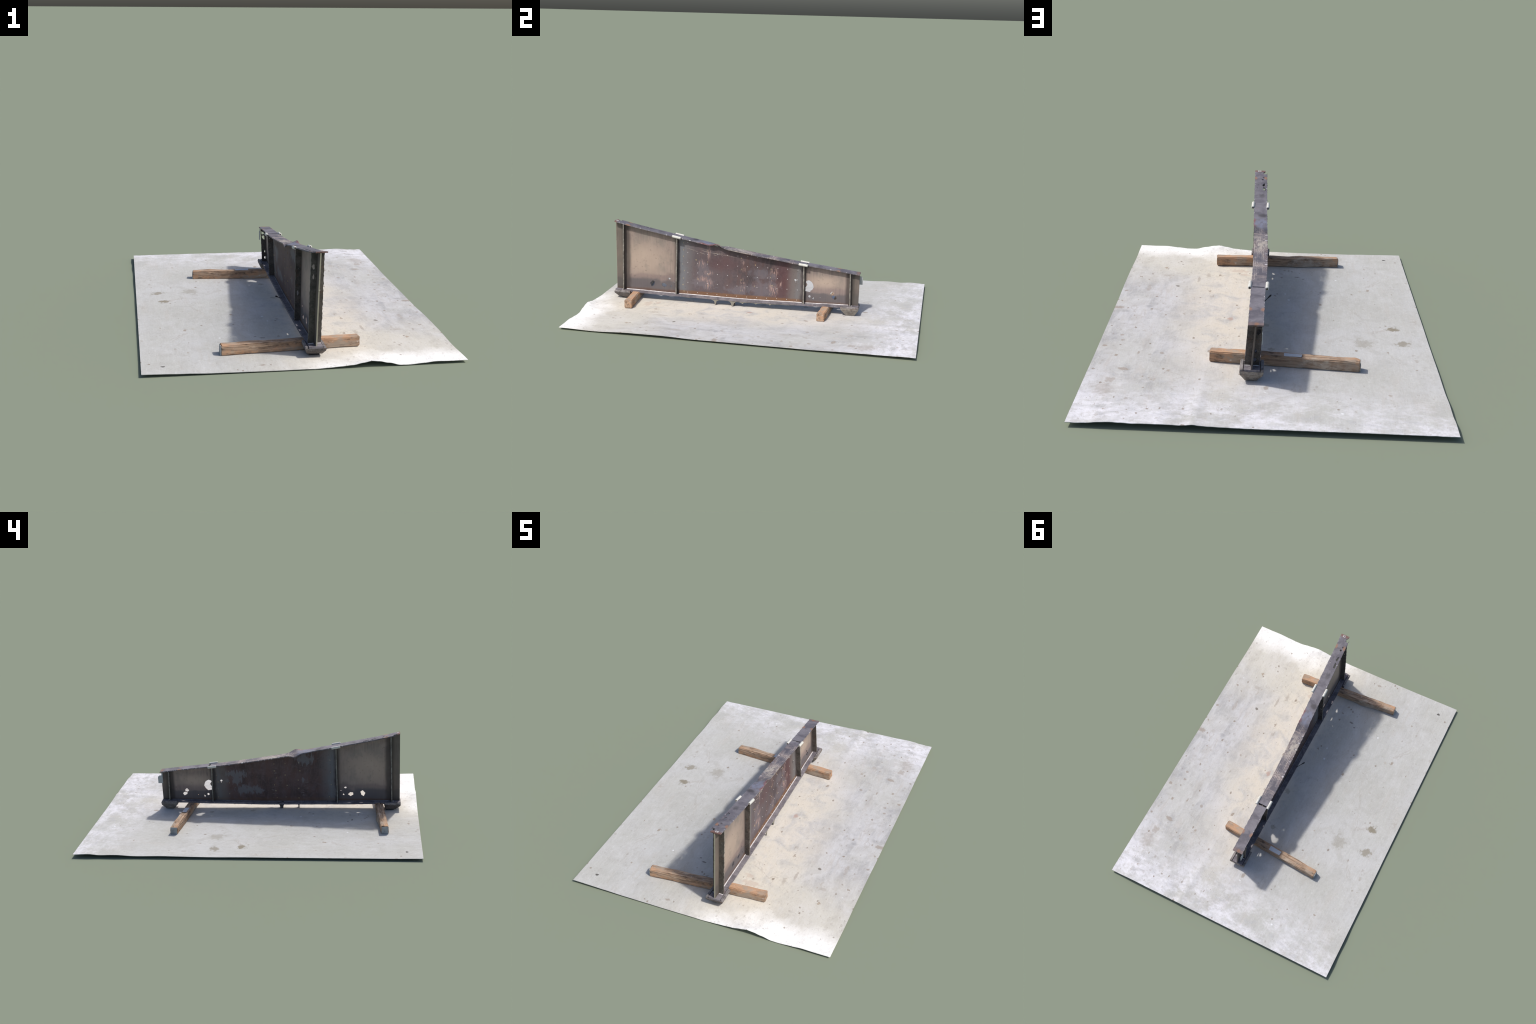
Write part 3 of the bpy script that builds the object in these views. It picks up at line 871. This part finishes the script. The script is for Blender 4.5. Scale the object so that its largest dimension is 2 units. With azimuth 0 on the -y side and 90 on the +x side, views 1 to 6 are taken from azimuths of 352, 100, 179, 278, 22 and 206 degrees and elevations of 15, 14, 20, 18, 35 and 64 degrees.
make("hanging_scrap", hv, hf, M_foot, girder, smooth=60, kind="stuff")


# ragged scale fringe left hanging along the sunny edge of the bottom flange
FR = [(-.46, .002), (-.42, .005), (-.40, .001), (-.33, .002), (-.275, .003), (-.258, .011), (-.2515, .034), (-.2475, .034), (-.242, .011), (-.225, .004), (-.21, .003), (-.18, .003), (-.162, .005), (-.152, .014), (-.1475, .034),
      (-.1370, .034), (-.132, .014), (-.122, .006), (-.105, .005), (-.088, .008), (-.079, .015), (-.070, .007), (-.04, .004), (-.005, .005), (.004, .011), (.014, .006), (.05, .004), (.085, .006),
      (.092, .012), (.10, .006), (.14, .004), (.19, .006), (.24, .003), (.29, .001)]
lo_ = []
for (a, fa), (b, fb) in zip(FR, FR[1:]):
    for k in range(4):
        y = a + (b - a) * k / 4
        lo_.append((y, zbot(y) + .001 - (fa + (fb - fa) * (k / 4)) - .0008 * nz(y, 0, 3, 90)))
lo_.append((.29, zbot(.29)))
up_ = [(y, zbot(y) + .003) for y, _ in reversed(lo_)]
v, f = plate(lo_ + up_, [], .0028, .02)
make("scale_fringe", [warp(.0270 + w + .001 * nz(a, b, 0, 30), a, .06)[:1] + (a, b) for a, b, w in v], f, M_fringe, girder, smooth=40)


# ------------------------------------------------------------------ marks on the girder
def face_u(s): return s * (WT / 2 + .0004)


dv, df = [], []


def disc(y, z, r, s, seg=8, h=.0007):
    b0 = len(dv)
    for w in (-.0005, h):
        for k in range(seg):
            an = 2 * math.pi * k / seg
            dv.append(warp(s * (WT / 2 + w), y + r * math.cos(an), z + r * math.sin(an), True))
    for k in range(seg):
        df.append((b0 + k, b0 + (k + 1) % seg, b0 + seg + (k + 1) % seg, b0 + seg + k))
    df.append(tuple(b0 + seg + k for k in range(seg)))
    df.append(tuple(b0 + seg - 1 - k for k in range(seg)))


def tidy(y, z):                      # not in a hole
    return math.hypot(y - .239, z - .2) > .012


for i in range(12):
    y = -.432 + .0622 * i
    for j in range(7):
        z = zbot(y) + FT + .014 + .0635 * j * (1 - .02 * i / 11)
        if z < ztop(y) - .012 and tidy(y, z):
            disc(y + rnd.uniform(-.001, .001), z + rnd.uniform(-.001, .001), .0019, 1)
make("paint_dot", dv, df, M_white, girder, kind="stuff")


def text_mesh(s, size):
    c = bpy.data.curves.new("t", 'FONT')
    c.body = s
    c.size = size
    c.extrude = .0004
    c.align_x = 'CENTER'
    c.align_y = 'CENTER'
    c.resolution_u = 2
    o = bpy.data.objects.new("t", c)
    bpy.context.collection.objects.link(o)
    me = bpy.data.meshes.new_from_object(o.evaluated_get(bpy.context.evaluated_depsgraph_get()))
    bpy.data.objects.remove(o)
    bpy.data.curves.remove(c)
    vs = [v.co.copy() for v in me.vertices]
    fs = [tuple(p.vertices) for p in me.polygons]
    bpy.data.meshes.remove(me)
    return vs, fs


glyph = {}
cv, cf = [], []


def number(s, y, z, side, size=.0105):
    if s not in glyph:
        glyph[s] = text_mesh(s, 1.0)
    vs, fs = glyph[s]
    b0 = len(cv)
    for p in vs:
        cv.append(warp(side * (WT / 2 + .0006) + (.0005 if p.z > 0 else -.0004) * side, y + side * p.x * size, z + p.y * size, True))
    for q in fs:
        cf.append(tuple(b0 + i for i in (q if side > 0 else reversed(q))))


for side, cols in ((1, ((-.462, 8, .075, .045), (-.375, 3, .16, .12), (-.302, 4, .12, .075), (-.10, 4, .11, .066), (-.015, 2, .14, .13), (.088, 4, .10, .05))),
                   (-1, ((-.455, 4, .09, .08), (-.258, 5, .085, .058), (-.175, 4, .09, .075), (-.108, 7, .08, .047), (.185, 3, .11, .075), (.262, 4, .09, .05)))):
    for y0, cnt, z0, dz in cols:
        for k in range(cnt):
            y, z = y0 + rnd.uniform(-.007, .007), z0 + dz * k + rnd.uniform(-.005, .005)
            if z < ztop(y) - .022:
                number(str(rnd.choice([1, 2, 3, 5, 6, 9, 12, 15])), y, z, side)
make("chalk_number", cv, cf, M_chalk, girder, kind="stuff")

# raw scratches across the upper middle panel
sv, sf = [], []


def scratch(pts, w):
    L = [Vector(p) for p in pts]
    path = []
    for a, b in zip(L, L[1:]):
        m = max(2, int((b - a).length / .006))
        path += [a + (b - a) * i / m for i in range(m)]
    path.append(L[-1])
    b0 = len(sv)
    for i, p in enumerate(path):
        d = (path[min(i + 1, len(path) - 1)] - path[max(0, i - 1)]).normalized()
        nn = Vector((-d.y, d.x))
        t = i / (len(path) - 1)
        ww = w * (1 - abs(2 * t - 1) ** 3) * (.6 + .6 * abs(nz(p.x, p.y, 5, 140))) + .0002
        p = p + nn * .0012 * nz(p.x, p.y, 2, 60)
        for q, h in ((p + nn * ww, -.0004), (p, .0006), (p - nn * ww, -.0004)):
            sv.append(warp(WT / 2 + h, q.x, q.y, True))
    for i in range(len(path) - 1):
        for k in (0, 1):
            a = b0 + i * 3 + k
            sf.append((a, a + 1, a + 4, a + 3))
        a = b0 + i * 3
        sf.append((a + 2, a, a + 3, a + 5))


for a, b, w in (((-.425, .350), (-.365, .335), .0009), ((-.36, .334), (-.322, .324), .0008), ((-.345, .347), (-.295, .334), .0009), ((-.295, .334), (-.215, .331), .0007),
                ((-.275, .331), (-.14, .316), .0007), ((-.21, .327), (-.12, .310), .0009), ((-.27, .322), (-.252, .319), .0008), ((-.225, .324), (-.213, .312), .0006),
                ((-.44, .353), (-.39, .347), .0006), ((-.25, .345), (-.25, .322), .0005), ((-.235, .341), (-.235, .321), .0005), ((-.16, .330), (-.162, .312), .0004)):
    scratch((a, b), w)
make("scratch_mark", sv, sf, M_scratch, girder, kind="stuff")

# painted number on the tip of the top flange
vs, fs = text_mesh("82", .020)
tilt = (ztop(-.86) - ztop(-.89)) / .03
tv2 = []
for p in vs:
    u, y = .0075 - p.x, -.8765 - p.y
    tv2.append((warp(u, y, ztop(y))[0], y, ztop(y) + .0013 + p.z * .8))
make("painted_number", tv2, fs, M_white, girder)


# ------------------------------------------------------------------ timber bearers
def timber(label, ends, w, h, seed, chip):
    """ends: centre line bottom points (x0, y0), (x1, y1)."""
    (x0, y0), (x1, y1) = ends
    L = math.dist(ends[0], ends[1])
    ang = math.atan2(y1 - y0, x1 - x0)
    cx, cy = (x0 + x1) / 2, (y0 + y1) / 2
    bm = bmesh.new()
    bmesh.ops.create_cube(bm, size=1)
    for v in bm.verts:
        v.co = Vector((v.co.x * L, v.co.y * w, (v.co.z + .5) * h))
    bmesh.ops.bevel(bm, geom=bm.edges[:], offset=.0035, segments=2, affect='EDGES')
    xs = [-L / 2 + L * i / 72 for i in range(1, 72)]
    for x in xs:
        g = bm.verts[:] + bm.edges[:] + bm.faces[:]
        bmesh.ops.bisect_plane(bm, geom=g, plane_co=(x, 0, 0), plane_no=(1, 0, 0))
    for k in range(1, 6):
        g = bm.verts[:] + bm.edges[:] + bm.faces[:]
        bmesh.ops.bisect_plane(bm, geom=g, plane_co=(0, -w / 2 + w * k / 6, 0), plane_no=(0, 1, 0))
        g = bm.verts[:] + bm.edges[:] + bm.faces[:]
        bmesh.ops.bisect_plane(bm, geom=g, plane_co=(0, 0, h * k / 6), plane_no=(0, 0, 1))
    for v in bm.verts:
        p = v.co.copy()
        q = Vector((p.x * 14, p.y * 60, p.z * 60)) + Vector((seed, seed * .7, 0))
        d = noise.noise_vector(q) * .0024
        d.x *= .6
        edge = (abs(p.y) / (w / 2)) ** 6
        top = p.z / h
        d.y -= math.copysign(1, p.y) * edge * .0045 * max(0, nz(p.x, seed, 0, 22)) * top
        d.z -= edge * .0065 * max(0, nz(p.x, seed + p.y * 9, 2, 26)) * top ** 4
        if chip:
            d.z -= .006 * top ** 3 * sstep(-.10, -L / 2, p.x) * max(0, nz(p.x, p.y, seed, 30) + .2)
        if p.x < -L / 2 + .01:
            d.x += .003 * nz(p.y, p.z, seed, 40)
        if p.y > 0 and not chip:                       # split-off foot along the inner side
            d.y += .011 * math.exp(-((p.x + .12) / .075) ** 2) * (1 - top) * (p.y / (w / 2)) ** 2
        d.y += .0022 * nz(p.x, seed, 1, 5)
        d.z += top * .0022 * nz(p.x, p.y * 3, seed + 2, 9)
        v.co = p + d
        v.co.z = max(v.co.z, 0.0)
    bm.verts.index_update()
    vs = [v.co.copy() for v in bm.verts]
    fs = [[v.index for v in f.verts] for f in bm.faces]
    bm.free()
    ob = make("timber_bearer", vs, fs, M_wood, smooth=45, loc=(cx, cy, .0108))
    ob.rotation_euler = (0, 0, ang)
    ob["label"] = label
    ob["category"] = "timber bearer"
    # blue-grey end face at -x
    cv_, cf_ = frustum((-L / 2 - .0035, -L / 2 + .001, -w / 2 + .003, w / 2 - .003), (-L / 2 - .002, -L / 2 + .001, -w / 2 + .004, w / 2 - .004), .001, h - .004, .0010, seed, 5)
    cap = make("blue_grey_end", cv_, cf_, M_cap, None, smooth=40)
    cap.parent = ob
    return ob


t1 = timber("short weathered brown timber bearer under the tall end", ((-.366, -.7925), (.286, -.7415)), .046, .0480, 3.1, False)
t2 = timber("short weathered brown timber bearer with splintered left end", ((-.397, .4700), (0.237, .4210)), .046, .0475, 8.4, True)
# paper label lying on the back bearer
lab = [(-.0385, -.013), (.0385, -.014), (.037, .017), (-.037, .015)]
v, f = plate(dense(lab, .008, .0008, 3), [], .0012, .012)
lb = make("paper_label", [(-.033 + a, b * .9, .0486 + w + .0004 * nz(a, b, 1, 60)) for a, b, w in v], f, M_label, None, smooth=40)
lb.parent = t2
